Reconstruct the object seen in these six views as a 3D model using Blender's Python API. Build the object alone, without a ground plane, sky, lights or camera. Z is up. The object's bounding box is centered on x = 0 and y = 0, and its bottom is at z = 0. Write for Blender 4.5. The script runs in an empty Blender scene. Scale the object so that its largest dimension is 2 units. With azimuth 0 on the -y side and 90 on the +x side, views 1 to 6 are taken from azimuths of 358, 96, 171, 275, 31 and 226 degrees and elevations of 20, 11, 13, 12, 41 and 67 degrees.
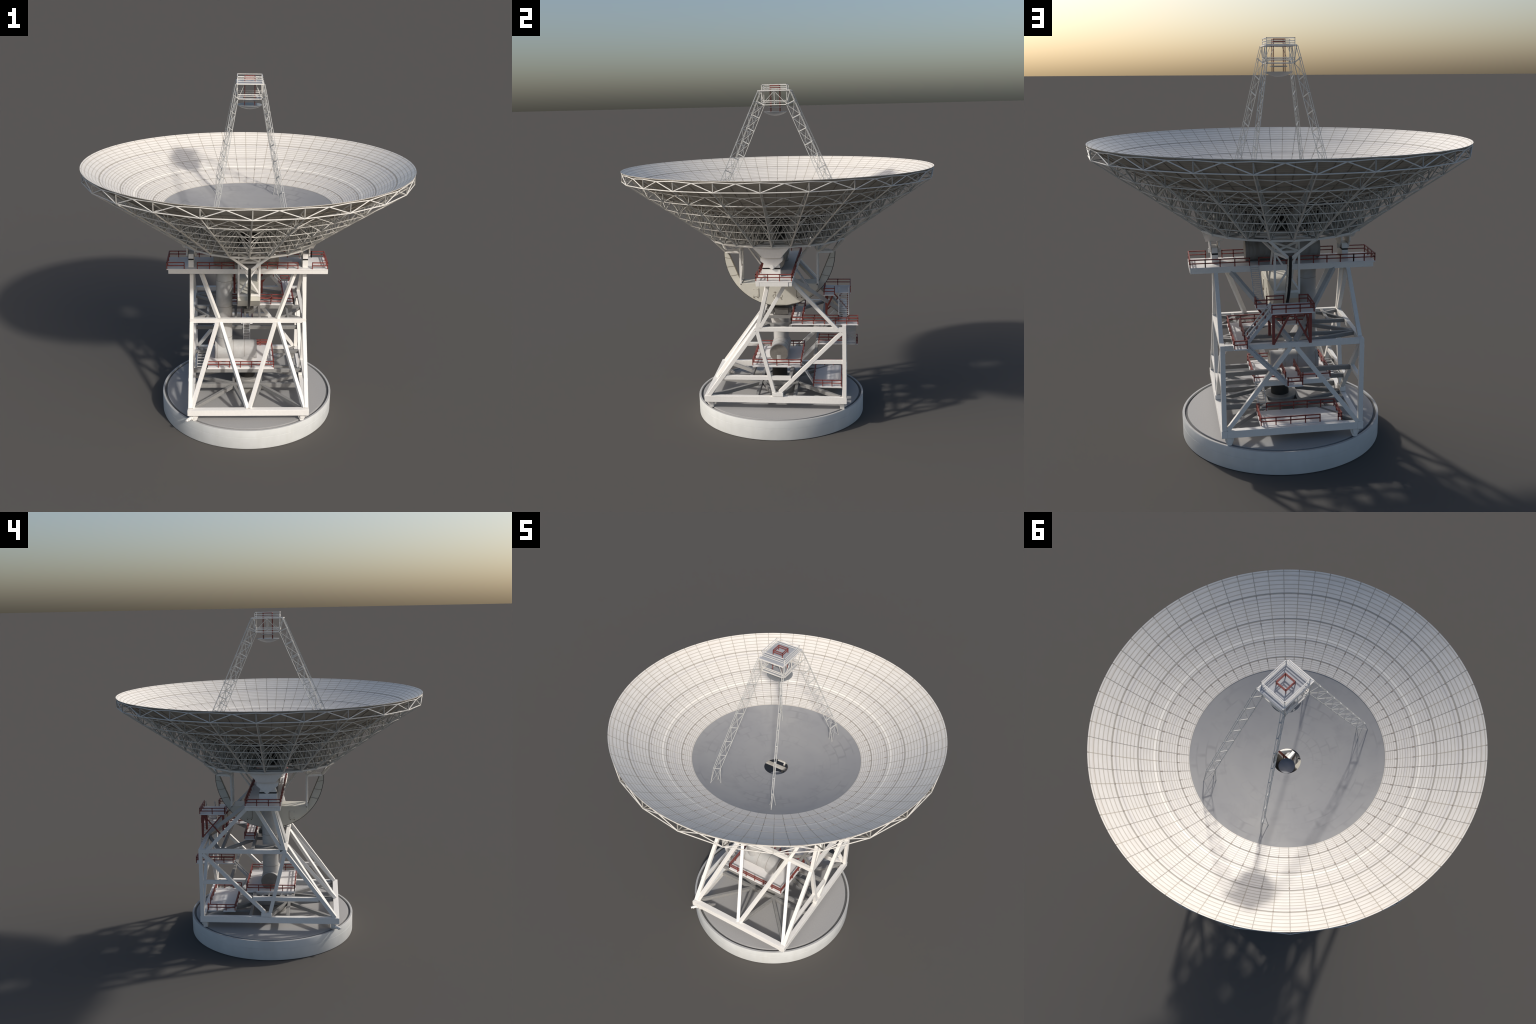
# Large steerable radio telescope: white lattice tower on a round concrete base,
# panelled dish on radial trusses, four-legged feed tower, red-railed walkways.
import bpy, math, random
from mathutils import Vector, Matrix

random.seed(11)
CX, CY = 0.005, -0.003          # vertical axis of the whole machine
V = Vector

# ----------------------------------------------------------------- mesh kit
class Kit:
    """Collects boxes, tubes, slabs and lathed parts into one mesh."""
    def __init__(self):
        self.v, self.f, self.sm = [], [], []

    def add(self, verts, faces, smooth=False):
        o = len(self.v)
        self.v += [tuple(p) for p in verts]
        self.f += [tuple(i + o for i in f) for f in faces]
        self.sm += [smooth] * len(faces)

    def box(self, p, q, w, h, up=(0, 0, 1), ext=0.0):
        p, q = V(p), V(q)
        d = (q - p).normalized()
        p, q = p - d * ext, q + d * ext
        u = V(up)
        if abs(d.dot(u)) > 0.999:
            u = V((0, 1, 0))
        s = d.cross(u).normalized()
        t = s.cross(d).normalized()
        s, t = s * w / 2, t * h / 2
        r = [(-1, -1), (1, -1), (1, 1), (-1, 1)]
        vs = [c + s * a + t * b for c in (p, q) for a, b in r]
        self.add(vs, [(0, 1, 2, 3), (7, 6, 5, 4), (0, 4, 5, 1), (1, 5, 6, 2), (2, 6, 7, 3), (3, 7, 4, 0)])

    def tube(self, p, q, r, n=6, r2=None):
        p, q = V(p), V(q)
        r2 = r if r2 is None else r2
        d = (q - p).normalized()
        u = V((0, 0, 1)) if abs(d.z) < 0.95 else V((1, 0, 0))
        s = d.cross(u).normalized()
        t = s.cross(d)
        vs = []
        for c, rr in ((p, r), (q, r2)):
            for i in range(n):
                a = 2 * math.pi * (i + .5) / n
                vs.append(c + s * (rr * math.cos(a)) + t * (rr * math.sin(a)))
        for i in range(n):
            j = (i + 1) % n
            pass
        o = len(self.v)
        self.add(vs, [(i, (i + 1) % n, n + (i + 1) % n, n + i) for i in range(n)], n > 5)
        self.add([], [])
        self.f.append(tuple(o + i for i in reversed(range(n)))); self.sm.append(False)
        self.f.append(tuple(o + n + i for i in range(n))); self.sm.append(False)

    def slab(self, x0, x1, y0, y1, z0, z1):
        vs = [(x, y, z) for z in (z0, z1) for x, y in ((x0, y0), (x1, y0), (x1, y1), (x0, y1))]
        self.add(vs, [(3, 2, 1, 0), (4, 5, 6, 7), (0, 1, 5, 4), (1, 2, 6, 5), (2, 3, 7, 6), (3, 0, 4, 7)])

    def lathe(self, prof, n=96, cx=0.0, cy=0.0, smooth=True, closed=False):
        """prof: list of (r, z) rings; r = 0 makes a pole."""
        o = len(self.v)
        for r, z in prof:
            for i in range(n):
                a = 2 * math.pi * i / n
                self.v.append((cx + r * math.cos(a), cy + r * math.sin(a), z))
        m = len(prof)
        for k in range(m if closed else m - 1):
            k2 = (k + 1) % m
            for i in range(n):
                j = (i + 1) % n
                self.f.append((o + k * n + i, o + k * n + j, o + k2 * n + j, o + k2 * n + i))
                self.sm.append(smooth)

    def prism(self, poly, axis, a, b):
        """Extrude a polygon given in the two other axes from a to b."""
        def P(u, w, t):
            return {'x': (t, u, w), 'y': (u, t, w), 'z': (u, w, t)}[axis]
        n = len(poly)
        vs = [P(u, w, t) for t in (a, b) for u, w in poly]
        fs = [(i, (i + 1) % n, n + (i + 1) % n, n + i) for i in range(n)]
        fs += [tuple(reversed(range(n))), tuple(range(n, 2 * n))]
        self.add(vs, fs)

    def obj(self, name, mat, parent=None, bevel=0.0, recalc=True, angle=40):
        import bmesh
        me = bpy.data.meshes.new(name)
        me.from_pydata(self.v, [], self.f)
        for p, s in zip(me.polygons, self.sm):
            p.use_smooth = s
        if recalc:
            bm = bmesh.new(); bm.from_mesh(me)
            bmesh.ops.remove_doubles(bm, verts=bm.verts, dist=1e-6)
            bmesh.ops.recalc_face_normals(bm, faces=bm.faces)
            bm.to_mesh(me); bm.free()
        me.set_sharp_from_angle(angle=math.radians(angle))
        me.materials.append(mat)
        return place(me, name, parent, bevel)


def place(me, name, parent=None, bevel=0.0, rot=0.0, loc=(0, 0, 0)):
    ob = bpy.data.objects.new(name, me)
    bpy.context.scene.collection.objects.link(ob)
    ob.parent = parent
    ob.rotation_euler = (0, 0, rot)
    ob.location = loc
    if bevel:
        m = ob.modifiers.new("edge", 'BEVEL'); m.width = bevel; m.segments = 1
        m.limit_method = 'ANGLE'; m.angle_limit = math.radians(40)
    return ob


def group(name, parent=None):
    e = bpy.data.objects.new(name, None)
    e.empty_display_size = 0.05
    bpy.context.scene.collection.objects.link(e)
    e.parent = parent
    return e

# ---------------------------------------------------------------- materials
class Nodes:
    def __init__(self, name, rough=0.5, spec=0.3):
        self.m = bpy.data.materials.new(name); self.m.use_nodes = True
        self.t = self.m.node_tree
        self.b = self.t.nodes["Principled BSDF"]
        self.b.inputs["Roughness"].default_value = rough
        self.b.inputs["Specular IOR Level"].default_value = spec
        tc = self.n("ShaderNodeTexCoord"); self.co = tc.outputs["Object"]

    def n(self, typ, **kw):
        nd = self.t.nodes.new(typ)
        for k, val in kw.items():
            setattr(nd, k, val)
        return nd

    def link(self, a, b):
        self.t.links.new(a, b)

    def put(self, sock, x):
        if hasattr(x, "links"):
            self.link(x, sock)
        else:
            sock.default_value = x

    def math(self, op, a, b=0.0, c=None):
        nd = self.n("ShaderNodeMath", operation=op)
        self.put(nd.inputs[0], a); self.put(nd.inputs[1], b)
        if c is not None:
            self.put(nd.inputs[2], c)
        return nd.outputs[0]

    def mix(self, fac, a, b, blend='MIX'):
        nd = self.n("ShaderNodeMix", data_type='RGBA', blend_type=blend)
        self.put(nd.inputs[0], fac); self.put(nd.inputs[6], a); self.put(nd.inputs[7], b)
        return nd.outputs[2]

    def noise(self, scale, detail=4, rough=.55, vec=None, dist=0.0):
        nd = self.n("ShaderNodeTexNoise")
        self.link(vec or self.co, nd.inputs["Vector"])
        nd.inputs["Scale"].default_value = scale
        nd.inputs["Detail"].default_value = detail
        nd.inputs["Roughness"].default_value = rough
        nd.inputs["Distortion"].default_value = dist
        return nd.outputs[0]

    def mapped(self, scale):
        nd = self.n("ShaderNodeMapping")
        self.link(self.co, nd.inputs[0]); nd.inputs["Scale"].default_value = scale
        return nd.outputs[0]

    def step(self, x, lo, hi):
        nd = self.n("ShaderNodeMapRange"); nd.clamp = True
        self.put(nd.inputs[0], x); nd.inputs[1].default_value = lo; nd.inputs[2].default_value = hi
        return nd.outputs[0]

    def xyz(self):
        nd = self.n("ShaderNodeSeparateXYZ"); self.link(self.co, nd.inputs[0])
        return nd.outputs

    def done(self, col):
        self.put(self.b.inputs["Base Color"], col)
        return self.m


def C(r, g, b):
    return (r, g, b, 1.0)


def paint(name, col, vary=.06, scale=60, rough=.5, dark=None):
    k = Nodes(name, rough)
    d = dark or tuple(c * (1 - vary * 2.2) for c in col)
    f = k.step(k.noise(scale, 5, .65), .3, .7)
    c = k.mix(f, C(*d), C(*col))
    return k.done(c)


M_WHITE = paint("white_steel_paint", (.80, .78, .745), .03, 90)
M_INNER = paint("grey_inner_steel", (.27, .265, .255), .06, 70)  # white steel darkened to grey: occlusion shade inside the tower baked into colour
M_TRUSS = paint("white_truss_paint", (.72, .70, .66), .05, 40)
M_DECK = paint("pale_deck_plate", (.80, .78, .765), .03, 25)
M_RED = paint("red_rail_paint", (.27, .070, .058), .12, 60, .55)
M_LADDER = paint("galvanised_steel", (.60, .60, .60), .08, 80)
M_DARK = paint("dark_drop_pipe", (.035, .034, .032), .1, 30, .6)
M_BLACK = paint("black_gear_rack", (.02, .02, .02), .1, 60, .5)
M_CREAM = paint("cream_wheel_paint", (.62, .60, .53), .04, 20)
M_SEAM = paint("seam_line_dark", (.20, .17, .13), .1, 40)
M_GEAR = paint("grey_machinery", (.34, .33, .31), .1, 50)
M_BASETOP = paint("grey_base_floor", (.36, .355, .35), .04, 120, .7)
M_COPING = paint("grey_rim_coping", (.43, .43, .425), .04, 60, .65)
M_CAP = paint("dirty_pipe_cap", (.215, .20, .18), .15, 25, .6)
M_WEB = paint("shaded_web_steel", (.44, .43, .40), .08, 40)  # truss paint lowered so the dish interior reads as shadowed
M_GEARBOX = paint("dark_drive_casing", (.15, .145, .135), .1, 40)
M_MIRROR = paint("grey_mirror_plate", (.27, .28, .29), .04, 40, .4)
M_MID = paint("mid_grey_brace", (.50, .49, .47), .05, 60)  # back V braces toned down for the shade on their inner faces
M_LEG = paint("thin_leg_paint", (.50, .50, .48), .06, 40)
M_GROOVE = paint("dark_track_channel", (.12, .12, .12), .1, 60, .6)
M_DRUM = paint("hub_drum_dark", (.055, .054, .050), .1, 30, .7)
M_COLLAR = paint("grey_feed_deck", (.42, .43, .45), .06, 40)


def concrete():
    k = Nodes("pale_concrete", .6)
    x = k.xyz()
    f = k.noise(9, 4, .6)
    streak = k.noise(14, 4, .6, k.mapped((1, 1, .15)))
    c = k.mix(k.step(f, .35, .7), C(.57, .58, .57), C(.63, .64, .63))
    c = k.mix(k.math('MULTIPLY', k.step(streak, .5, .75), .25), c, C(.50, .50, .45))
    return k.done(c)


M_CONC = concrete()


def pipe_paint():
    k = Nodes("weathered_pipe_paint", .45)
    n1 = k.step(k.noise(14, 5, .6, None, .6), .45, .65)
    n2 = k.step(k.noise(9, 6, .7, k.mapped((1, 1, .45)), 1.2), .52, .70)
    n3 = k.step(k.noise(120, 3, .6), .3, .7)
    c = k.mix(n1, C(.42, .41, .40), C(.47, .47, .46))
    c = k.mix(k.math('MULTIPLY', n2, .45), c, C(.33, .37, .39))
    c = k.mix(k.math('MULTIPLY', n3, .1), c, C(.33, .31, .29))
    return k.done(c)


M_PIPE = pipe_paint()


def soot_pipe():
    k = Nodes("stained_upper_pipe", .5)
    n1 = k.step(k.noise(10, 5, .65, k.mapped((1.6, 1, .3)), 1.), .42, .66)
    c = k.mix(n1, C(.30, .29, .275), C(.20, .18, .16))
    return k.done(c)


M_PIPE_UP = soot_pipe()


def hub_plate():
    """Worn grey sheet metal with faint concentric and radial panel stains."""
    k = Nodes("grey_hub_plate", .68, .25)
    x = k.xyz()
    r = k.math('SQRT', k.math('ADD', k.math('MULTIPLY', x[0], x[0]), k.math('MULTIPLY', x[1], x[1])))
    a = k.math('ARCTAN2', x[1], x[0])
    cmb = k.n("ShaderNodeCombineXYZ")
    k.link(k.math('MULTIPLY', a, 1 / (2 * math.pi)), cmb.inputs[0]); k.link(r, cmb.inputs[1])
    br = k.n("ShaderNodeTexBrick")
    nz = k.n("ShaderNodeTexNoise"); k.link(k.co, nz.inputs["Vector"]); nz.inputs["Scale"].default_value = 22
    wob = k.n("ShaderNodeVectorMath", operation='MULTIPLY_ADD')
    k.link(nz.outputs[1], wob.inputs[0]); wob.inputs[1].default_value = (.006, .009, 0)
    k.link(cmb.outputs[0], wob.inputs[2])
    k.link(wob.outputs[0], br.inputs["Vector"])
    br.inputs["Scale"].default_value = 1.0
    br.inputs["Mortar Size"].default_value = .006
    br.inputs["Mortar Smooth"].default_value = 1.0
    br.inputs["Brick Width"].default_value = 1 / 24
    br.inputs["Row Height"].default_value = .045
    br.offset = .5
    patch = k.step(k.noise(5.5, 3, .5), .52, .68)
    blot = k.step(k.noise(9, 5, .65, None, .5), .5, .75)
    c = k.mix(k.step(k.noise(3, 3), .3, .7), C(.27, .27, .275), C(.315, .312, .305))
    ring = k.math('FRACT', k.math('MULTIPLY', r, 1 / .113))
    c = k.mix(k.math('MULTIPLY', k.step(ring, .45, .55), .07), c, C(.23, .23, .24))
    c = k.mix(k.math('MULTIPLY', k.math('MULTIPLY', br.outputs[1], patch), .30), c, C(.13, .13, .138))
    c = k.mix(k.math('MULTIPLY', blot, .38), c, C(.19, .19, .197))
    return k.done(c)


M_HUB = hub_plate()


def panel_mat(i, r0, r1, pitch, width, bands):
    """Cream panel with thin concentric seams every `pitch`, a mid radial seam and grey bands."""
    k = Nodes("cream_dish_panel_%s" % "abcde"[i], .45, .35)
    x = k.xyz()
    r = k.math('SQRT', k.math('ADD', k.math('MULTIPLY', x[0], x[0]), k.math('MULTIPLY', x[1], x[1])))
    fr = k.math('FRACT', k.math('DIVIDE', k.math('SUBTRACT', r, r0), pitch))
    tri = k.math('ABSOLUTE', k.math('SUBTRACT', fr, .5))
    line = k.step(tri, .5 - 1.35 * width / pitch, .5 - .3 * width / pitch)
    base = C(.725, .69, .64)
    seam = C(.36, .315, .25)
    c = k.mix(k.step(k.noise(18, 3), .35, .7), C(.68, .645, .595), base)
    for rb, w, cb in bands:
        d = k.math('ABSOLUTE', k.math('SUBTRACT', r, rb))
        f = k.math('SUBTRACT', 1.0, k.step(d, w * .38, w * .62))
        c = k.mix(f, c, C(*cb))
    c = k.mix(k.math('MULTIPLY', line, .68), c, seam)
    d = k.math('ABSOLUTE', x[1])
    wr = .0020 if i >= 2 else .0010
    f = k.math('SUBTRACT', 1.0, k.step(d, wr * .5, wr * 1.7))
    c = k.mix(k.math('MULTIPLY', f, .75), c, seam)
    return k.done(c)


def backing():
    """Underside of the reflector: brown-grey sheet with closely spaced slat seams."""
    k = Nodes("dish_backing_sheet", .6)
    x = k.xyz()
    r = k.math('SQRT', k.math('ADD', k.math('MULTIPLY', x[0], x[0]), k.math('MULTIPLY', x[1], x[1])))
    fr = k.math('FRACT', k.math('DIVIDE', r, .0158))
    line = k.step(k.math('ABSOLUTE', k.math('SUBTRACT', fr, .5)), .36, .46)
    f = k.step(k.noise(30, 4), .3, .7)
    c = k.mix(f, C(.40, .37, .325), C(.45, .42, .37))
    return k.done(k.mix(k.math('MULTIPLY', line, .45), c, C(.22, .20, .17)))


M_BACK = backing()

# --------------------------------------------------------------------- root
root = group("radio_telescope")
root["label"] = "white steel radio telescope with panelled dish and red railings"
root["category"] = "radio telescope"

# --------------------------------------------------------------------- base
base = group("round_base", root)
k = Kit()
k.lathe([(0, 0), (.5125, 0), (.5138, .004), (.5142, .0690), (.5132, .0697), (.5142, .0704), (.5148, .113),
         (.5141, .1150), (.5020, .1150), (.5020, .105), (0, .105)], 160, CX, CY)
k.obj("base_ring", M_CONC, base, angle=25)
k = Kit()
k.lathe([(.5021, .1151), (.5139, .1151), (.5128, .1166), (.5032, .1166)], 160, CX, CY, closed=True)
k.obj("rim_coping", M_COPING, base, angle=25)
k = Kit()
k.lathe([(.5019, .1055), (.5019, .1075), (.4880, .1075), (.4880, .1055)], 160, CX, CY)
k.obj("track_channel", M_GROOVE, base)
k = Kit()
k.lathe([(0, .1052), (.4879, .1052), (.4879, .1150), (.4866, .1162), (0, .1162)], 160, CX, CY)
k.obj("base_floor", M_BASETOP, base, angle=25)
k = Kit()
k.lathe([(0, .1163), (.090, .1163), (.090, .165), (.0821, .170), (.0821, .198), (.080, .2005), (0, .2005)], 64, CX, CY)
k.obj("centre_pedestal", M_GEAR, base, angle=25)

# -------------------------------------------------------------- tower frame
tower = group("tower_frame", root)
XL, XR = -0.334, 0.346          # outer faces of the frame in x
W = .0225
xs = (XL + W / 2, XR - W / 2)
NB, NM = 0, 0


def beam(p, q, w=W, h=W, up=(0, 0, 1), mat=M_WHITE, name="steel_beam", ext=0.0):
    kk = Kit(); kk.box(p, q, w, h, up, ext)
    return kk.obj(name, mat, tower, bevel=.0008)


BZ = .178                        # base frame mid height
for x in xs:
    beam((x, -.4215, BZ), (x, .412, BZ), .027, .0375)
for y in (-.409, .398):
    beam((xs[0] + .0136, y, BZ), (xs[1] - .0136, y, BZ), .027, .0362)
    kk = Kit()
beam((XL - .004, -.4225, BZ), (XR + .002, -.4225, BZ), .012, .0355)
MZ = .606                        # middle frame
for x in xs:
    beam((x, -.096, MZ), (x, .410, MZ), W, .0245)
beam((XL, -.106, MZ), (XR, -.106, MZ), W, .0255)
beam((xs[0] + .0115, .3985, MZ), (xs[1] - .0115, .3985, MZ), W, .026)
yb, yt = .398, -.106
for sx, x in zip((-1, 1), xs):
    up = (1, 0, 0)
    beam((x, yb + .001, .197), (x, yb + .001, .594), .0225, .0225, up)               # back leg
    beam((x, -.404, .196), (x, -.112, .596), .0225, .0225, up)                        # sloping front leg
    n = V((0, -.292 + .0, 0))
    beam((x, -.393, .211 + .118), (x, -.358, .259 + .118 - .0), .0238, .0215, up, name="leg_splice") if False else None
    beam((x, -.105, .594), (x, -.014, .222), .0215, .0215, up)                        # V inner arm
    beam((x, .386, .590), (x, .020, .224), .0215, .0215, up)                          # V outer arm
    beam((x, -.024, .2105), (x, .040, .2105), .0232, .030, up, name="gusset_block")
    beam((x, -.305, .310), (x, .088, .310), .0190, .0235)          # low side beam
    beam((x, .208, .412), (x, .388, .412), .0195, .0215)
    # upper legs to the top deck
    beam((x, -.102, .616), (x, -.032, .889), .0215, .0215, up)
    beam((x + sx * .001, -.090, .612), (x + sx * .001, .073, .889), .0205, .0205, up)
    beam((x + sx * .0015, .362, .606), (x + sx * .0015, .098, .889), .0205, .0205, up)
    # front face diagonals
    beam((CX + sx * .161, -.112, .596), (CX + sx * .006, -.406, .196), .0205, .0205)
    beam((CX + sx * .177, -.112, .596), (CX + sx * .318, -.402, .196), .0205, .0205)
    beam((CX + sx * .172, -.104, .618), (CX + sx * .276, -.038, .889), .0205, .0205)
    # back face diagonals
    beam((CX + sx * .013, .399, .594), (CX + sx * .314, .401, .197), .0205, .0205, (0, 1, 0))
    beam((CX + sx * .255, .100, .889), (CX + sx * .012, .396, .622), .0215, .0215, mat=M_MID)
    # middle floor grid
    a = CX + sx * .236
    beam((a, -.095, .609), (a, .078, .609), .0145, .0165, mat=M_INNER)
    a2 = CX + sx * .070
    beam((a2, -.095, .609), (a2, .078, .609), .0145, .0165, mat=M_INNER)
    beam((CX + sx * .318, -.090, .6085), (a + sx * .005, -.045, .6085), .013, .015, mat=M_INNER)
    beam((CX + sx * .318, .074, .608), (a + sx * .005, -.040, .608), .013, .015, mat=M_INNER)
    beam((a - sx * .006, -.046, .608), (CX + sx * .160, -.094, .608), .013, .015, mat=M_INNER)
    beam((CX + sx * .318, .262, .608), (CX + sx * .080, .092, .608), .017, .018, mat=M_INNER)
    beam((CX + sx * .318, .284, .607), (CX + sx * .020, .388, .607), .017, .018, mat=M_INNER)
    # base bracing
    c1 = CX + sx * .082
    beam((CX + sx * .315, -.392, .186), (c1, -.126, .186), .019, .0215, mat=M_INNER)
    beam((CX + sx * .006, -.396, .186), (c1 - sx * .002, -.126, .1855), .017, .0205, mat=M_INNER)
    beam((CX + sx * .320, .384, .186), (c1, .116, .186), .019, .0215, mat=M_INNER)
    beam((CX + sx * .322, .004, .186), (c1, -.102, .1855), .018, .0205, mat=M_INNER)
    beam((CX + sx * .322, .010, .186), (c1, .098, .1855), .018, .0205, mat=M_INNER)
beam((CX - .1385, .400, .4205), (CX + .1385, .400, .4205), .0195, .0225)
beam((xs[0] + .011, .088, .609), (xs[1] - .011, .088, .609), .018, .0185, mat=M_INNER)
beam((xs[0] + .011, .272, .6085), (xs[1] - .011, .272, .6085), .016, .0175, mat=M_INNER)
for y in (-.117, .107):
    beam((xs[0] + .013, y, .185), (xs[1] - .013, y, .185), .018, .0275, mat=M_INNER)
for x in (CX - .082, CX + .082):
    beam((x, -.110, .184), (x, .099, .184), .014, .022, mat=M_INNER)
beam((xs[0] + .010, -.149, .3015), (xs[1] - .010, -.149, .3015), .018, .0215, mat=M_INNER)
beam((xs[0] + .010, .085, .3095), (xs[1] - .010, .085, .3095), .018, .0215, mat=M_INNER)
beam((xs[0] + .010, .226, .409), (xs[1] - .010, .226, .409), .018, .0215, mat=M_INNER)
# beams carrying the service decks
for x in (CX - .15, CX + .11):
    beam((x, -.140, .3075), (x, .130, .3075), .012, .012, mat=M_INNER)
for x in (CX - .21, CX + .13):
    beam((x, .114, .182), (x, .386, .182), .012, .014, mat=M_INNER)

kk = Kit()
kk.box((-.296, -.139, .3095), (-.296, .076, .3095), .004, .012)
kk.box((-.2395, -.139, .3095), (-.2395, .076, .3095), .004, .012)
for i in range(6):
    y = -.118 + i * .038
    kk.box((-.2945, y, .3105), (-.241, y, .3105), .009, .004)
kk.obj("open_step_frame", M_MID, tower)
# leg splices, corner shoes and jacks
for sx, x in zip((-1, 1), xs):
    d = V((0, .292, .400)).normalized()
    p = V((x, -.404, .196)) + d * .150
    kk = Kit(); kk.box(p, p + d * .018, .0236, .0236, (1, 0, 0)); kk.obj("leg_splice", M_WHITE, tower)
    for sy, y in ((-1, -.392), (1, .385)):
        kk = Kit()
        px = x - sx * .024
        kk.prism([(px - .021, .1605), (px + .021, .1605), (px + .021, .143), (px + .010, .1160), (px - .010, .1160),
                  (px - .021, .143)], 'y', y - .013, y + .013)
        kk.prism([(px - .013, .161), (px + .013, .161), (px + .009, .132), (px - .009, .132)], 'y', y + sy * .013, y + sy * .021)
        kk.obj("corner_shoe", M_WHITE, tower, bevel=.0008)


def jack(p, d):
    kk = Kit()
    p = V(p); d = V(d).normalized()
    kk.tube(p, p + d * .014, .0115, 12)
    kk.tube(p + d * .014, p + d * .019, .0135, 12)
    kk.tube(p + d * .019, p + d * .036, .0092, 12)
    kk.tube(p + d * .036, p + d * .041, .0108, 12)
    kk.tube(p + d * .041, p + d * .053, .0068, 12)
    kk.obj("jack_motor", M_WHITE, tower)


jack((-.3105, -.398, .136), (-.66, -.74, -.04))
jack((-.268, -.366, .138), (.80, .6, 0))

# ------------------------------------------------------- service decks etc.
decks = group("service_walkways", root)


def deck(name, x0, x1, y0, y1, z0, z1, mat=M_DECK):
    kk = Kit(); kk.slab(x0, x1, y0, y1, z0, z1)
    return kk.obj(name, mat, decks, bevel=.0006)


def rail(parent, pts, h=.0405, step=.0665, t=.0052, mat=M_RED):
    """Two-bar handrail with posts along a polyline at deck level."""
    kk = Kit()
    for a, b in zip(pts[:-1], pts[1:]):
        a, b = V(a), V(b)
        L = (b - a).length
        n = max(1, round(L / step))
        for i in range(n + 1):
            p = a + (b - a) * (i / n)
            kk.box(p, p + V((0, 0, h)), t, t)
        for f in (1.0, .56):
            o = V((0, 0, h * f - t / 2))
            kk.box(a + o, b + o, t, t * .95, ext=t / 2)
    return kk.obj("railing", mat, parent)


# top deck
td = deck("top_deck", -.4625, .4635, -.0925, .1130, .9135, .9200)
for y in (-.0800, .1010):
    kk = Kit(); kk.slab(-.4535, .4640 if y < 0 else .4600, y - .0105, y + .0105, .8895, .9134)
    kk.obj("deck_girder", M_WHITE, td, bevel=.0008)
for x in (-.443, -.20, .20, .4525):
    kk = Kit(); kk.slab(x - .0105, x + .0105, -.0694, .0904, .8898, .9133)
    kk.obj("deck_girder", M_WHITE, td)
z = .920; yf, yk = -.0895, .1100
rail(td, [(-.362, yf, z), (-.4605, yf, z), (-.4605, yk, z), (-.352, yk, z)])
rail(td, [(-.2872, yf, z), (-.0775, yf, z)]); rail(td, [(.056, yf, z), (.2900, yf, z)])
rail(td, [(.3735, yf, z), (.4605, yf, z), (.4605, yk, z), (.387, yk, z)])
rail(td, [(-.352, yk, z), (.1255, yk, z)]); rail(td, [(.171, yk, z), (.387, yk, z)])

# pipe deck, low back deck, middle walkway, control landing, small stage
pd = deck("pipe_deck", -.2335, .1605, -.1605, .1375, .3140, .3250)
z = .325
rail(pd, [(-.2315, -.1585, z), (.1585, -.1585, z), (.1585, .1355, z), (.020, .1355, z)])
rail(pd, [(-.020, .1355, z), (-.2315, .1355, z), (-.2315, -.1585, z)])
ld = deck("low_back_deck", -.2385, .1585, .2080, .3800, .1870, .1965)
z = .1965
rail(ld, [(.108, .2100, z), (-.2365, .2100, z), (-.2365, .3780, z), (-.2200, .3780, z)])
rail(ld, [(-.130, .3780, z), (.1565, .3780, z), (.1565, .2100, z), (.145, .2100, z)])
mw = deck("middle_walkway", .2265, .2870, .0880, .4790, .6185, .6245)
z = .6245
rail(mw, [(.2850, .090, z), (.2850, .477, z), (.2285, .477, z), (.2285, .425, z)])
rail(mw, [(.2285, .365, z), (.2285, .155, z)])
mb = deck("cross_walkway", -.1280, .2264, .0880, .1540, .6185, .6245)
rail(mb, [(.2265, .1520, z), (-.125, .1520, z), (-.125, .0900, z), (.285, .0900, z)])
for x, y in ((.250, .380), (.262, .30), (.262, .12)):
    kk = Kit(); kk.box((x, y, .617), (x, y, .6184), .018, .018); kk.obj("deck_foot", M_WHITE, mw)
cl = deck("control_landing", -.0890, .1105, .2770, .4360, .7655, .7710)
cs = deck("side_landing", .1106, .1690, .2770, .3420, .7655, .7710)
z = .771
rail(cl, [(.1085, .434, z), (-.087, .434, z), (-.087, .279, z), (-.045, .279, z)])
rail(cl, [(.030, .279, z), (.112, .279, z)])
rail(cs, [(.1670, .279, z), (.1670, .340, z), (.118, .340, z)])
kk = Kit()
for x in (-.072, .100):
    for y in (.2900, .4215):
        kk.box((x, y, .618), (x, y, .7655), .0125, .0125)
kk.box((.160, .3300, .7655), (.105, .3000, .690), .008, .008)
for sx in (-1, 1):
    kk.box((.014 + sx * .084, .4215, .622), (.014 + sx * .008, .4215, .7650), .0085, .0085)
kk.box((-.072, .296, .622), (-.072, .418, .7650), .0070, .0070)
kk.box((-.0722, .418, .622), (-.0722, .296, .7650), .0070, .0070)
kk.box((-.072, .4215, .7615), (.100, .4215, .7615), .010, .008)
kk.box((-.072, .2900, .7615), (.100, .2900, .7615), .010, .008)
kk.obj("landing_legs", M_RED, cl)
ss = deck("small_stage", -.0280, .0435, .2380, .4785, .4260, .4325)
z = .4325
rail(ss, [(-.026, .240, z), (-.026, .4765, z), (.0415, .4765, z), (.0415, .470, z)])
rail(ss, [(.0415, .405, z), (.0415, .240, z), (.036, .240, z)])
beam((CX, .240, .4235), (CX, .39, .4235), .014, .010)


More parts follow.
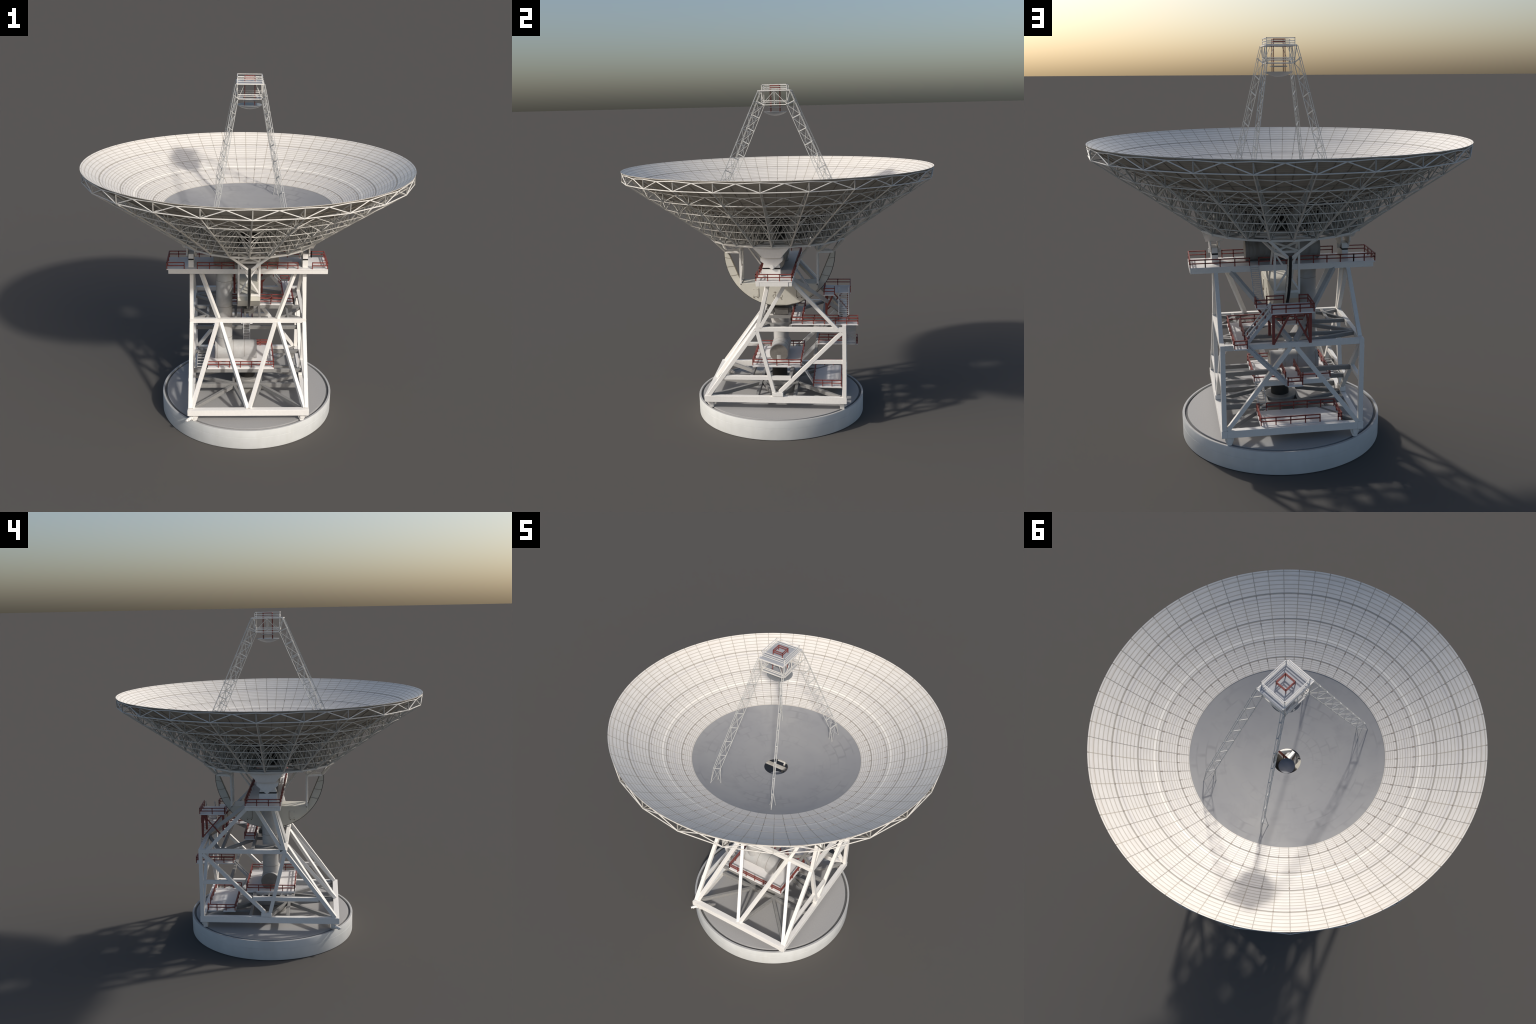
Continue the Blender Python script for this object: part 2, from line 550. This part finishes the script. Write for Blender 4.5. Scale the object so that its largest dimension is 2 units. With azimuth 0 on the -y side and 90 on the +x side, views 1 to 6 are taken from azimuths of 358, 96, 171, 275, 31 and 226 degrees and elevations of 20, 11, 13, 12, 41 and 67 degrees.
def ladder(name, a, b, width, side, n, w=.0035, parent=decks, tread=.0035, mat=M_LADDER, stringer=None):
    """Straight ladder or stair from a to b; side is the sideways direction."""
    kk = Kit(); a, b, s = V(a), V(b), V(side).normalized() * width / 2
    up = V(side).cross(b - a).normalized()
    for sg in (-1, 1):
        kk.box(a + s * sg, b + s * sg, w, stringer or w * 2, up)
    for i in range(1, n):
        p = a + (b - a) * (i / n)
        kk.box(p - s, p + s, tread * 1.1, tread * .5)
    return kk.obj(name, mat, parent)


ladder("ladder", (.148, .117, .921), (.1410, .212, .772), .040, (1, 0, 0), 17)
ladder("ladder", (.1330, .142, .322), (.1250, .216, .197), .040, (1, 0, 0), 12)
st = ladder("stair", (.108, .395, .770), (.2265, .395, .625), .060, (0, 1, 0), 15, .0035, decks, .006, M_LADDER, .016)
rk, rg = Kit(), Kit()
for y in (.366, .424):
    rg.box((.106, y, .803), (.2285, y, .655), .0045, .0050, (0, 1, 0))
    for f in (.25, .58, .90):
        p = V((.108, y, .770)) + V((.1185, 0, -.145)) * f
        rk.box(p - V((0, 0, .008)), p + V((0, 0, .030)), .0048, .0048)
rk.obj("stair_post", M_RED, decks)
rg.obj("stair_handrail", M_LADDER, decks)
ladder("stair", (.2265, .438, .620), (.0435, .438, .431), .056, (0, 1, 0), 20, .0035, decks, .006, M_LADDER, .016)
ladder("stair", (.0050, .238, .431), (.0050, .1375, .326), .040, (1, 0, 0), 14, .0035, decks, .006, M_LADDER, .014)

# ---------------------------------------------------------- elevation wheel
wheel = group("elevation_wheel", root)
WY, WZ, WR = .003, 1.0, .3375
WXL, WXR = -.0565, .0700
WX = (WXL + WXR) / 2
zc = .812
a0 = math.asin((zc - WZ) / WR)
N = 64
RT = .0080                      # half thickness of the rim disc
arc = [(WY + WR * math.cos(a), WZ + WR * math.sin(a))
       for a in [-math.pi - a0 + (math.pi + 2 * a0) * i / N for i in range(N + 1)]]
k = Kit(); k.prism(arc, 'x', WX - RT, WX + RT)
k.obj("rim_disc", M_CREAM, wheel, bevel=.0006)
k = Kit()
k.prism([(WY - .2365, .8165), (WY - .2365, .782), (WY - .185, .738), (WY - .120, .700), (WY - .050, .683), (WY + .050, .683),
         (WY + .120, .700), (WY + .185, .738), (WY + .2365, .782), (WY + .2365, .8165)], 'x', WXL, WXR)
k.obj("wheel_body", M_CREAM, wheel, bevel=.0008)
for s in (-1, 1):
    # slender rim horn above the body: arc outside, straight inside
    n = 14
    outer = []
    for i in range(n + 1):
        a = a0 * (1 - i / n) + math.radians(2) * (i / n)
        outer.append((WY + s * WR * math.cos(a), WZ + WR * math.sin(a)))
    horn = outer + [(WY + s * .3145, 1.004), (WY + s * .236, zc)]
    kk = Kit(); kk.prism(horn, 'x', WX - RT, WX + RT)
    kk.obj("rim_horn", M_CREAM, wheel, bevel=.0006)
    kk = Kit()
    for f in (.27, .55, .80):
        ii = int((1 - f) * 0 + f * n)
        o = outer[ii]
        inn = V((WY + s * .236, zc)).lerp(V((WY + s * .3145, 1.004)), f)
        for x in (WX - RT - .0003, WX + RT + .0003):
            kk.box((x, o[0], o[1]), (x, inn[0], inn[1] - .004), .0012, .0022)
        kk.box((WX, inn[0], inn[1] - .004), (WX, inn[0] + s * .001, inn[1] - .003), .016, .0022)
    kk.box((WX + RT + .0005, WY + s * .2385, zc + .004), (WX + RT + .0005, WY + s * .3145, 1.002), .001, .0040)
    kk.box((WX - RT - .0005, WY + s * .2385, zc + .004), (WX - RT - .0005, WY + s * .3145, 1.002), .001, .0040)
    kk.obj("horn_seam", M_SEAM, wheel)
# gear rack around the rim
rack = Kit()
n = 120
ang = [math.radians(180 - 2 + (180 + 4) * i / n) for i in range(n + 1)]
for a, b in zip(ang[:-1], ang[1:]):
    p = [(WY + r * math.cos(t), WZ + r * math.sin(t)) for r, t in ((WR - .002, a), (WR + .0022, a), (WR + .0022, b), (WR - .002, b))]
    rack.prism(p, 'x', WX - .0066, WX + .0070)
    m = (a + b) / 2
    rack.box((WX - .0012, WY + (WR + .002) * math.cos(m), WZ + (WR + .002) * math.sin(m)),
             (WX - .0012, WY + (WR + .0036) * math.cos(m), WZ + (WR + .0036) * math.sin(m)), .013, .004, (1, 0, 0))
rack.obj("gear_rack", M_BLACK, wheel)
# access hatches and fittings on the flanks
for x, sg in ((WXR, 1), (WXL, -1)):
    for y0 in (-.1585, .1085):
        kk = Kit(); kk.slab(min(x, x + sg * .0012), max(x, x + sg * .0012), y0, y0 + .0370, .7340, .7868)
        kk.obj("access_hatch", M_CREAM, wheel)
        e = y0 + .037 if y0 < 0 else y0
        kk = Kit()
        kk.box((x + sg * .0012, e, .7340), (x + sg * .0012, e, .7868), .0022, .0020, (0, 1, 0))
        kk.box((x + sg * .0008, y0, .7338), (x + sg * .0008, y0 + .037, .7338), .0018, .0012)
        for yy in (y0 + .006, y0 + .030):
            kk.tube((x, yy, .7300), (x + sg * .004, yy, .7290), .0026, 8)
            for zz in (.744, .779):
                kk.box((x + sg * .001, yy - .004, zz), (x + sg * .001, yy + .004, zz), .0015, .0012)
        kk.obj("hatch_hinge", M_SEAM, wheel)
    kk = Kit()
    for yy in (-.027, .014):
        for i in range(16):
            a, b = 2 * math.pi * i / 16, 2 * math.pi * (i + 1) / 16
            if i in (2, 3, 9):
                continue
            kk.box((x, yy + .0088 * math.cos(a), .738 + .0088 * math.sin(a)), (x, yy + .0088 * math.cos(b), .738 + .0088 * math.sin(b)), .0024, .0013, (1, 0, 0))
        kk.tube((x, yy, .7225), (x + sg * .004, yy, .7215), .0028, 8)
    kk.box((x, -.0225, .745), (x, -.0225, .768), .0024, .0016, (0, 1, 0))
    kk.box((x, -.031, .762), (x, -.013, .762), .0024, .0016)
    kk.obj("lifting_fitting", M_SEAM, wheel)
# posts and braces from wheel to dish
cage = Kit()
px = (WXL + .005, WXR - .005)
for x in px:
    for s in (-1, 1):
        cage.box((x, WY + s * .2345, zc - .004), (x, WY + s * .2345, 1.018), .0100, .0110, (0, 1, 0))
        cage.box((x, WY + s * .226, 1.100), (x, WY + s * .020, zc), .0085, .0090, (1, 0, 0))
        cage.box((x, WY + s * .236, 1.012), (WX + (x - WX) * 2.3, WY + s * .352, 1.098), .0090, .0100)
        cage.box((x, WY + s * .236, 1.012), (x, WY + s * .225, 1.098), .0075, .0080, (0, 1, 0))
        cage.box((WX + (x - WX) * .25, WY + s * .327, 1.004), (x, WY + s * .236, 1.010), .010, .0125)
        cage.box((WX + (x - WX) * .2, WY + s * .330, 1.006), (WX + (x - WX) * 1.78, WY + s * .392, 1.098), .0105, .0115)
for s in (-1, 1):
    y = WY + s * .2345
    cage.box((px[0], y, zc + .012), (px[1], y, 1.006), .0085, .0085, (0, 1, 0))
    cage.box((px[1], y - s * .001, zc + .012), (px[0], y - s * .001, 1.006), .0085, .0085, (0, 1, 0))
    cage.box((px[0], y, 1.012), (px[1], y, 1.012), .010, .012)
    cage.box((px[0], y, zc + .004), (px[1], y, zc + .004), .010, .012)
    cage.box((WX, WY + s * .330, 1.006), (WX, WY + s * .352, 1.075), .010, .010, (0, 1, 0)) if False else None
    cage.box((px[0], y + s * .004, 1.016), (px[1] + .045, WY + s * .185, 1.066), .009, .009)
    cage.box((px[1], y + s * .004, 1.016), (px[0] - .045, WY + s * .185, 1.066), .009, .009)
    cage.box((WX - .105, WY + s * .345, 1.098), (WX + .070, WY + s * .190, 1.074), .010, .011)
    cage.box((WX + .105, WY + s * .345, 1.0985), (WX - .070, WY + s * .190, 1.0745), .010, .011)
cage.obj("wheel_brace", M_WHITE, wheel)
# drive gearbox under the wheel
gb = Kit()
gb.slab(-.0175, .0235, -.072, -.030, .640, .664)
gb.slab(-.0165, -.006, -.068, -.036, .6135, .640); gb.slab(.010, .0225, -.068, -.036, .6135, .640)
gb.slab(-.030, .040, -.030, .055, .615, .655)
gb.tube((-.028, .06, .642), (.034, .06, .642), .013, 14)
gb.obj("drive_gearbox", M_GEARBOX, wheel, bevel=.001)

# elevation bearings on both ends of the top deck
for s in (-1, 1):
    bx = CX + s * .3290
    h = .0158
    b = group("elevation_bearing", wheel)
    kk = Kit(); kk.slab(bx - h, bx + h, -.0655, .0395, .9201, .9640)
    kk.obj("bearing_pedestal", M_WHITE, b, bevel=.001)
    kk = Kit(); kk.slab(bx - h * .96, bx + h * .96, -.0640, .0380, .9641, .9720)
    kk.obj("bearing_pad", M_BLACK, b)
    kk = Kit(); kk.prism([(-.0640, .9721), (.0380, .9721), (.030, .998), (-.056, .998)], 'x', bx - h * .95, bx + h * .95)
    kk.obj("bearing_block", M_GEAR if False else M_WHITE, b, bevel=.001)
    for o in (-.0215, .0215):
        kk = Kit()
        kk.prism([(-.0735, 1.034), (.0530, 1.034), (.0530, 1.014), (.006, .9715), (-.002, .967), (-.013, .967), (-.020, .9715),
                  (-.0735, 1.014)], 'x', bx + o - .0035, bx + o + .0035)
        kk.tube((bx + o, -.0075, .978), (bx + o + math.copysign(.009, o), -.0075, .978), .011, 14)
        kk.obj("bearing_cheek", M_WHITE, b, bevel=.0006)
    kk = Kit()
    bot = [(bx - .043, -.058), (bx + .045, -.058), (bx + .045, .044), (bx - .043, .044)]
    top = [(bx - .060, -.112), (bx + .064, -.112), (bx + .064, .098), (bx - .060, .098)]
    vs = [(x, y, 1.0342) for x, y in bot] + [(x, y, 1.0990) for x, y in top]
    kk.add(vs, [(3, 2, 1, 0), (4, 5, 6, 7)] + [(i, (i + 1) % 4, 4 + (i + 1) % 4, 4 + i) for i in range(4)])
    kk.obj("bearing_hopper", M_WHITE, b, bevel=.001)

# ------------------------------------------------------------- beam pipes
pipes = group("beam_pipe", root)
PY = -.0075


def pipe(name, mat, p, q, r, n=48, bev=.003):
    kk = Kit()
    p, q = V(p), V(q); d = (q - p).normalized()
    kk.tube(p, p + d * bev, r - bev * .6, n, r)
    kk.tube(p + d * bev, q - d * bev, r, n)
    kk.tube(q - d * bev, q, r, n, r - bev * .6)
    return kk.obj(name, mat, pipes, angle=30)


def seam(p, d, r):
    p, d = V(p), V(d).normalized()
    kk = Kit(); kk.tube(p - d * .0007, p + d * .0007, r + .0006, 48)
    kk.obj("pipe_seam", M_SEAM, pipes)


pipe("lower_cross_pipe", M_PIPE, (-.1895, PY, .3715), (.0605, PY, .3715), .0575)
for xx, dx in ((-.1895, -1), (.0605, 1)):
    kk = Kit(); kk.tube((xx, PY, .3715), (xx + dx * .0012, PY, .3715), .0545, 48); kk.obj("pipe_cap", M_CAP, pipes)
pipe("drop_pipe", M_DARK, (CX + .002, PY, .2004), (CX + .002, PY, .3150), .0470, bev=.0005)
pipe("drop_collar", M_PIPE, (CX + .002, PY, .3150), (CX + .002, PY, .3600), .0560, bev=.0008)
pipe("riser_pipe", M_PIPE, (-.1340, PY, .3700), (-.1340, PY, .8900), .0485, bev=.0005)
pipe("upper_cross_pipe", M_PIPE_UP, (-.1950, PY, .9775), (.1820, PY, .9775), .0572)
pipe("riser_top", M_PIPE_UP, (-.1340, PY, .8950), (-.1340, PY, .9700), .0510, bev=.0005)
pipe("hub_pipe", M_COLLAR, (CX + .001, CY, .985), (CX + .001, CY, 1.127), .0425, bev=.001)
for z in (.825, .664, .465):
    seam((-.134, PY, z), (0, 0, 1), .0485)
for x in (-.1750, -.0800, -.0128):
    seam((x, PY, .3715), (1, 0, 0), .0575)
for x in (-.06, .06, .165):
    seam((x, PY, .9775), (1, 0, 0), .0572)
kk = Kit()
kk.lathe([(.0555, .9200), (.0555, .930), (.0515, .935)], 48, -.134, PY)
kk.obj("deck_collar", M_GEAR, pipes)

# ------------------------------------------------------------------- dish
dish = group("reflector_dish", root)
dish.location = (.002, -.002, 0)
Z0, KP = 1.1955, .3815


def zs(r):
    return Z0 + KP * r * r


# hub plate with centre hole (a solid shell)
k = Kit()
rr = [.0687 + (.4800 - .0687) * i / 24 for i in range(25)]
prof = [(r, zs(r)) for r in rr] + [(r, zs(r) - .0030) for r in reversed(rr)]
k.lathe(prof, 144, closed=True)
k.obj("hub_plate", M_HUB, dish, angle=40)
k = Kit()
rr = [.0700 + (.4790 - .0700) * i / 24 for i in range(25)]
k.lathe([(r, zs(r) - .0034) for r in rr] + [(r, zs(r) - .0050) for r in reversed(rr)], 120, closed=True)
k.obj("hub_underside", M_DRUM, dish, angle=40)  # near-black shell: shadow beneath the hub plate modelled as a separate skin
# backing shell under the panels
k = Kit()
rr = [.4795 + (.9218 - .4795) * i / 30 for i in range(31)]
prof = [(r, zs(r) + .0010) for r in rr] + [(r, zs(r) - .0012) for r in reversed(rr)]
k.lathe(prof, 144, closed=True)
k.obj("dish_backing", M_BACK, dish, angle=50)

# cream panels: 36 sectors x 5 zones
GREY = (.64, .61, .58)
ZONES = [
    (.4810, .5340, .4849, .0099, .0016, []),
    (.5400, .6170, .5500, .0118, .0018, [(.5760, .008, GREY), (.6140, .004, GREY)]),
    (.6235, .7095, .6328, .0135, .0020, [(.7010, .008, GREY), (.640, .012, (.84, .80, .73))]),
    (.7165, .8215, .7299, .0153, .0022, [(.8061, .0135, GREY)]),
    (.8275, .9220, .8435, .0178, .0022, [(.9010, .0055, (.66, .61, .55))]),
]
NS = 36
for i, (ra, rb, r0, pitch, wd, bands) in enumerate(ZONES):
    mat = panel_mat(i, r0, r0 + .2, pitch, wd, bands)
    kk = Kit()
    na, nr = 6, 7
    half = math.pi / NS
    for side in (0, 1):
        for j in range(nr + 1):
            r = ra + (rb - ra) * j / nr
            g = .0019 / r
            for t in range(na + 1):
                a = (half - g) * (2 * t / na - 1)
                kk.v.append((r * math.cos(a), r * math.sin(a), zs(r) + (0.0017 if side == 0 else .0006)))
    S = (nr + 1) * (na + 1)
    idx = lambda s, j, t: s * S + j * (na + 1) + t
    for j in range(nr):
        for t in range(na):
            kk.f.append((idx(0, j, t), idx(0, j + 1, t), idx(0, j + 1, t + 1), idx(0, j, t + 1))); kk.sm.append(True)
            kk.f.append((idx(1, j, t), idx(1, j, t + 1), idx(1, j + 1, t + 1), idx(1, j + 1, t))); kk.sm.append(True)
    for j in range(nr):
        for t in (0, na):
            kk.f.append((idx(0, j, t), idx(0, j + 1, t), idx(1, j + 1, t), idx(1, j, t))); kk.sm.append(False)
    for t in range(na):
        for j in (0, nr):
            kk.f.append((idx(0, j, t), idx(0, j, t + 1), idx(1, j, t + 1), idx(1, j, t))); kk.sm.append(False)
    first = kk.obj("reflector_panel", mat, dish)
    for s in range(1, NS):
        o = first.copy(); bpy.context.scene.collection.objects.link(o)
        o.parent = dish; o.rotation_euler = (0, 0, 2 * math.pi * s / NS)
# small clips where seams meet the ring joints
k = Kit()
for s in range(72):
    a = math.radians(5 * s)
    ca, sa = math.cos(a), math.sin(a)
    odd = s % 2 == 1
    for r, L, w in (((.531, .012, .0032), (.613, .013, .0034), (.8215, .006, .005), (.919, .006, .0035)) if not odd else
                    ((.700, .010, .006), (.612, .012, .006), (.530, .012, .005), (.8215, .005, .005))):
        r1, r2 = r - L / 2, r + L / 2
        k.box((r1 * ca, r1 * sa, zs(r1) + .0017), (r2 * ca, r2 * sa, zs(r2) + .0017), w, .0014)
o = k.obj("panel_clip", paint("brown_clip", (.36, .31, .26), .1, 60), dish)
o["kind"] = "stuff"

# radial ribs (24) : bottom chord straight, top chord under the surface
RB = [.4058, .477, .5505, .622, .700, .800, .918]
ZB = [1.1005, 1.1530, 1.2050, 1.2565, 1.3110, 1.3795, 1.4620]
TOP = -.0115
NR = 24
rib, web = Kit(), Kit()
E = lambda r, z: (r, 0, z)
for i in range(len(RB) - 1):
    a, b = E(RB[i], ZB[i]), E(RB[i + 1], ZB[i + 1])
    w = .0085 - .0006 * i
    rib.box(a, b, w * .72, w, ext=.001)
    ta, tb = E(RB[i], zs(RB[i]) + TOP), E(RB[i + 1], zs(RB[i + 1]) + TOP)
    rm = (RB[i] + RB[i + 1]) / 2
    tm = E(rm, zs(rm) + TOP)
    rib.box(ta, tm, .0040, .0050); rib.box(tm, tb, .0040, .0050)
    web.box(a, tm, .0036, .0036); web.box(b, tm, .0036, .0036)
for i in range(len(RB)):
    web.box(E(RB[i], ZB[i]), E(RB[i], zs(RB[i]) + (TOP if i < 6 else -.009)), .0040, .0042)
RI = [.4058, .325, .245]
for i in range(len(RI) - 1):
    a, b = E(RI[i], 1.1005), E(RI[i + 1], 1.1005)
    web.box(a, b, .0065, .010)
    web.box(E(RI[i], zs(RI[i]) - .016), E(RI[i + 1], zs(RI[i + 1]) - .016), .007, .008)
    web.box(a, E(RI[i + 1], zs(RI[i + 1]) - .016), .0052, .0055)
    web.box(E(RI[i], zs(RI[i]) - .016), b, .0045, .0045)
    web.box(b, E(RI[i + 1], zs(RI[i + 1]) - .016), .0055, .0055)
first = rib.obj("radial_rib", M_TRUSS, dish)
wfirst = web.obj("rib_web", M_WEB, dish)
for s in range(1, NR):
    for src in (first, wfirst):
        o = src.copy(); bpy.context.scene.collection.objects.link(o)
        o.parent = dish; o.rotation_euler = (0, 0, 2 * math.pi * s / NR)


def pol(r, deg, z):
    a = math.radians(deg)
    return (r * math.cos(a), r * math.sin(a), z)


for i, (r, zb) in enumerate(zip(RB, ZB)):
    kk = Kit()
    zt = zs(r) + TOP if i < 6 else 1.5125
    drop = .0058
    tr = .0021 if i < 6 else .0027
    for s in range(NR):
        d0, d1, dm = 15 * s, 15 * (s + 1), 15 * s + 7.5
        if i == 0:
            kk.box(pol(r, d0, zb), pol(r, d1, zb), .011, .010, ext=.001)
        else:
            kk.tube(pol(r, d0, zb), pol(r, d1, zb), tr * 1.05, 6)
        m = pol(r, dm, zt - drop)
        kk.tube(pol(r, d0, zt), m, tr, 6); kk.tube(m, pol(r, d1, zt), tr, 6)
        kk.tube(pol(r, d0, zb), m, tr * (.95 if i < 6 else 1), 6); kk.tube(m, pol(r, d1, zb), tr * (.95 if i < 6 else 1), 6)
    kk.obj("hoop_truss", M_TRUSS, dish)
for r in RI[1:]:
    kk = Kit()
    for s in range(NR):
        d0, d1 = 15 * s, 15 * (s + 1)
        kk.box(pol(r, d0, 1.1005), pol(r, d1, 1.1005), .007, .008)
        kk.box(pol(r, d0, zs(r) - .016), pol(r, d1, zs(r) - .016), .006, .006)
        kk.box(pol(r, d0, 1.1005), pol(r, d1, zs(r) - .016), .0038, .0038)
        kk.box(pol(r, d1, 1.1005), pol(r, d0, zs(r) - .016), .0038, .0038)
    kk.obj("hoop_truss", M_TRUSS, dish)
# purlins: concentric angles under the sheet and short stringers at 5 degree seams
kk = Kit()
for r in (.535, .618, .713, .8245):
    for s in range(72):
        kk.box(pol(r, 5 * s, zs(r) - .0034), pol(r, 5 * (s + 1), zs(r) - .0034), .0045, .0042)
for s in range(72):
    if s % 3:
        rr = [.482, .59, .70, .81, .918]
        for a, b in zip(rr[:-1], rr[1:]):
            kk.box(pol(a, 5 * s, zs(a) - .0030), pol(b, 5 * s, zs(b) - .0030), .0032, .0034)
o = kk.obj("purlin", paint("purlin_brown", (.30, .27, .23), .1, 40), dish)
o["kind"] = "stuff"
# dark equipment drum inside the truss
kk = Kit()
kk.lathe([(.232, 1.112), (.232, zs(.232) - .022), (.228, zs(.228) - .022), (.228, 1.112)], 24, closed=True, smooth=False)
kk.obj("equipment_drum", M_DRUM, dish)
kk = Kit()
for s in range(12):
    d0, d1, dm = 30 * s, 30 * s + 30, 30 * s + 15
    for a, b in ((d0, dm), (dm, d1)):
        kk.box(pol(.235, a, 1.116), pol(.235, b, zs(.235) - .03), .004, .004)
        kk.box(pol(.235, b, 1.116), pol(.235, a, zs(.235) - .03), .004, .004)
kk.obj("drum_brace", M_WEB, dish)
# base ring deck of the hub
kk = Kit()
for sx in (-1, 1):
    kk.slab(sx * .345 - .012, sx * .345 + .012, -.215, .215, 1.094, 1.106)
    kk.slab(sx * .21 - .008, sx * .21 + .008, -.345, .345, 1.0945, 1.1050)
for sy in (-1, 1):
    kk.slab(-.33, .33, sy * .225 - .010, sy * .225 + .010, 1.092, 1.1045)
    kk.slab(-.375, .375, sy * .105 - .010, sy * .105 + .010, 1.0925, 1.1042)
kk.obj("hub_floor_grid", M_TRUSS, dish)

# ------------------------------------------------------- feed support tower
feed = group("feed_tower", root)
feed.location = (CX, CY, 0)


def P2(sx, sy, x, y, z):
    return V((sx * x, sy * y, z))


for sx in (-1, 1):
    for sy in (-1, 1):
        kk = Kit()
        A0, A1 = P2(sx, sy, .0640, .0705, 1.8835), P2(sx, sy, .1685, .3180, 1.3370)   # inner chord
        B0, B1 = P2(sx, sy, .0845, .1190, 1.9060), P2(sx, sy, .1860, .3550, 1.3580)   # outer pair
        d = (B1 - B0); hz = V((d.x, d.y, 0)).normalized()
        tg = V((-hz.y, hz.x, 0)) * .0052
        top = P2(sx, sy, .0725, .0935, 1.9640)
        foot_o = P2(sx, sy, .1950, .3790, zs(.4262) + .0)
        foot_a = P2(sx, sy, .1590, .3330, zs(.3690))
        foot_b = P2(sx, sy, .1870, .3200, zs(.3706))
        n = 7
        cw, sw, dw = .0026, .0048, .0011
        kk.box(A0, A1, cw, cw)
        for t in (-tg, tg):
            kk.box(B0 + t, B1 + t, .0020, .0020)
            kk.box(top + t, B0 + t, .0022, .0022)
        kk.box(top, A0, .003, .003)
        for i in range(n + 1):
            a, b = A0.lerp(A1, i / n), B0.lerp(B1, i / n)
            kk.box(b - tg * 1.2, b + tg * 1.2, sw, .0034)
            kk.box(a, b, .0034, sw)
            if i < n:
                a2, b2 = A0.lerp(A1, (i + 1) / n), B0.lerp(B1, (i + 1) / n)
                for t in (-tg, tg):
                    kk.box(a, b2 + t, dw, dw); kk.box(b + t, a2, dw, dw)
        kk.box(B1 - tg, foot_o, .0022, .0022); kk.box(B1 + tg, foot_o, .0022, .0022)
        kk.box(A1, foot_a, cw, cw); kk.box(A1, foot_b, cw, cw)
        kk.box(B1, foot_a, dw, dw); kk.box(B1, foot_b, dw, dw); kk.box(A1, foot_o, dw, dw)
        kk.obj("support_leg", M_LEG, feed)

# equipment deck at the top
HX, HY = .0670, .0735
head = group("equipment_deck", feed)
kk = Kit(); kk.slab(-HX - .0065, HX + .0065, -HY - .0225, HY + .0225, 1.9625, 1.9668)
kk.obj("deck_plate", M_COLLAR, head)
kk = Kit()
for sy in (-1, 1):
    kk.box((-HX - .006, sy * (HY + .0215), 1.9645), (HX + .006, sy * (HY + .0215), 1.9645), .0045, .0058)
for sx in (-1, 1):
    kk.box((sx * (HX + .0045), -HY - .0215, 1.9645), (sx * (HX + .0045), HY + .0215, 1.9645), .0055, .0058)
    for sy in (-1, 1):
        kk.box((sx * HX, sy * HY, 1.8820), (sx * HX, sy * HY, 1.9995), .0030, .0030)
for zz, t in ((1.8835, .0046), (1.8985, .0034), (1.9070, .0034), (1.9745, .0028), (1.9850, .0028), (1.9984, .0032)):
    for s in (-1, 1):
        kk.box((-HX, s * HY, zz), (HX, s * HY, zz), t, t, ext=t / 2)
        kk.box((s * HX, -HY, zz), (s * HX, HY, zz), t, t, ext=t / 2)
for s in (-1, 1):
    kk.box((s * HX, 0, 1.8835), (s * HX, 0, 1.9630), .0034, .0034)
    for t in (-1, 1):
        kk.box((s * HX, 0, 1.9610), (s * HX, t * HY, 1.8850), .0022, .0022)
        kk.box((t * HX * .45, s * HY, 1.9610), (t * HX * .93, s * HY, 1.8850), .0018, .0018)
kk.slab(-HX, HX, -HY, HY, 1.8805, 1.8825) if False else None
kk.obj("deck_frame", M_TRUSS, head)
kk = Kit()
kk.slab(-HX + .002, -.0375, -HY + .002, HY - .002, 1.8815, 1.8835); kk.slab(.0375, HX - .002, -HY + .002, HY - .002, 1.8815, 1.8835)
kk.slab(-.0374, .0374, -HY + .002, -.0375, 1.8815, 1.8835); kk.slab(-.0374, .0374, .0375, HY - .002, 1.8815, 1.8835)
kk.slab(-.0365, .0370, -.0380, .0375, 1.8660, 1.8715)
kk.obj("lower_deck", M_COLLAR, head)
kk = Kit()
q = .0275
for sx in (-1, 1):
    for sy in (-1, 1):
        kk.box((sx * q, sy * q, 1.8400), (sx * q, sy * q, 1.9955), .0034, .0034)
for zz in (1.9945, 1.9830):
    for s in (-1, 1):
        kk.box((-q, s * q, zz), (q, s * q, zz), .0034, .0036, ext=.0017); kk.box((s * q, -q, zz), (s * q, q, zz), .0034, .0036, ext=.0017)
kk.obj("feed_frame", M_RED, head)
# curved secondary mirror
k = Kit()
R = .0678
prof = [(R * math.sin(math.pi / 2 * i / 14), 1.8425 - .0228 * math.cos(math.pi / 2 * (i / 14)) ** 1.25) for i in range(15)]
prof = [(r, 1.8425 - .0228 * (1 - (r / R) ** 2) ** .85) for r in [R * i / 14 for i in range(15)]]
prof += [(R, 1.8440), (R * .97, 1.8442), (R * .5, 1.8420), (0, 1.8415)]
k.lathe(prof, 56)
k.obj("secondary_mirror", M_MIRROR, head, angle=30)
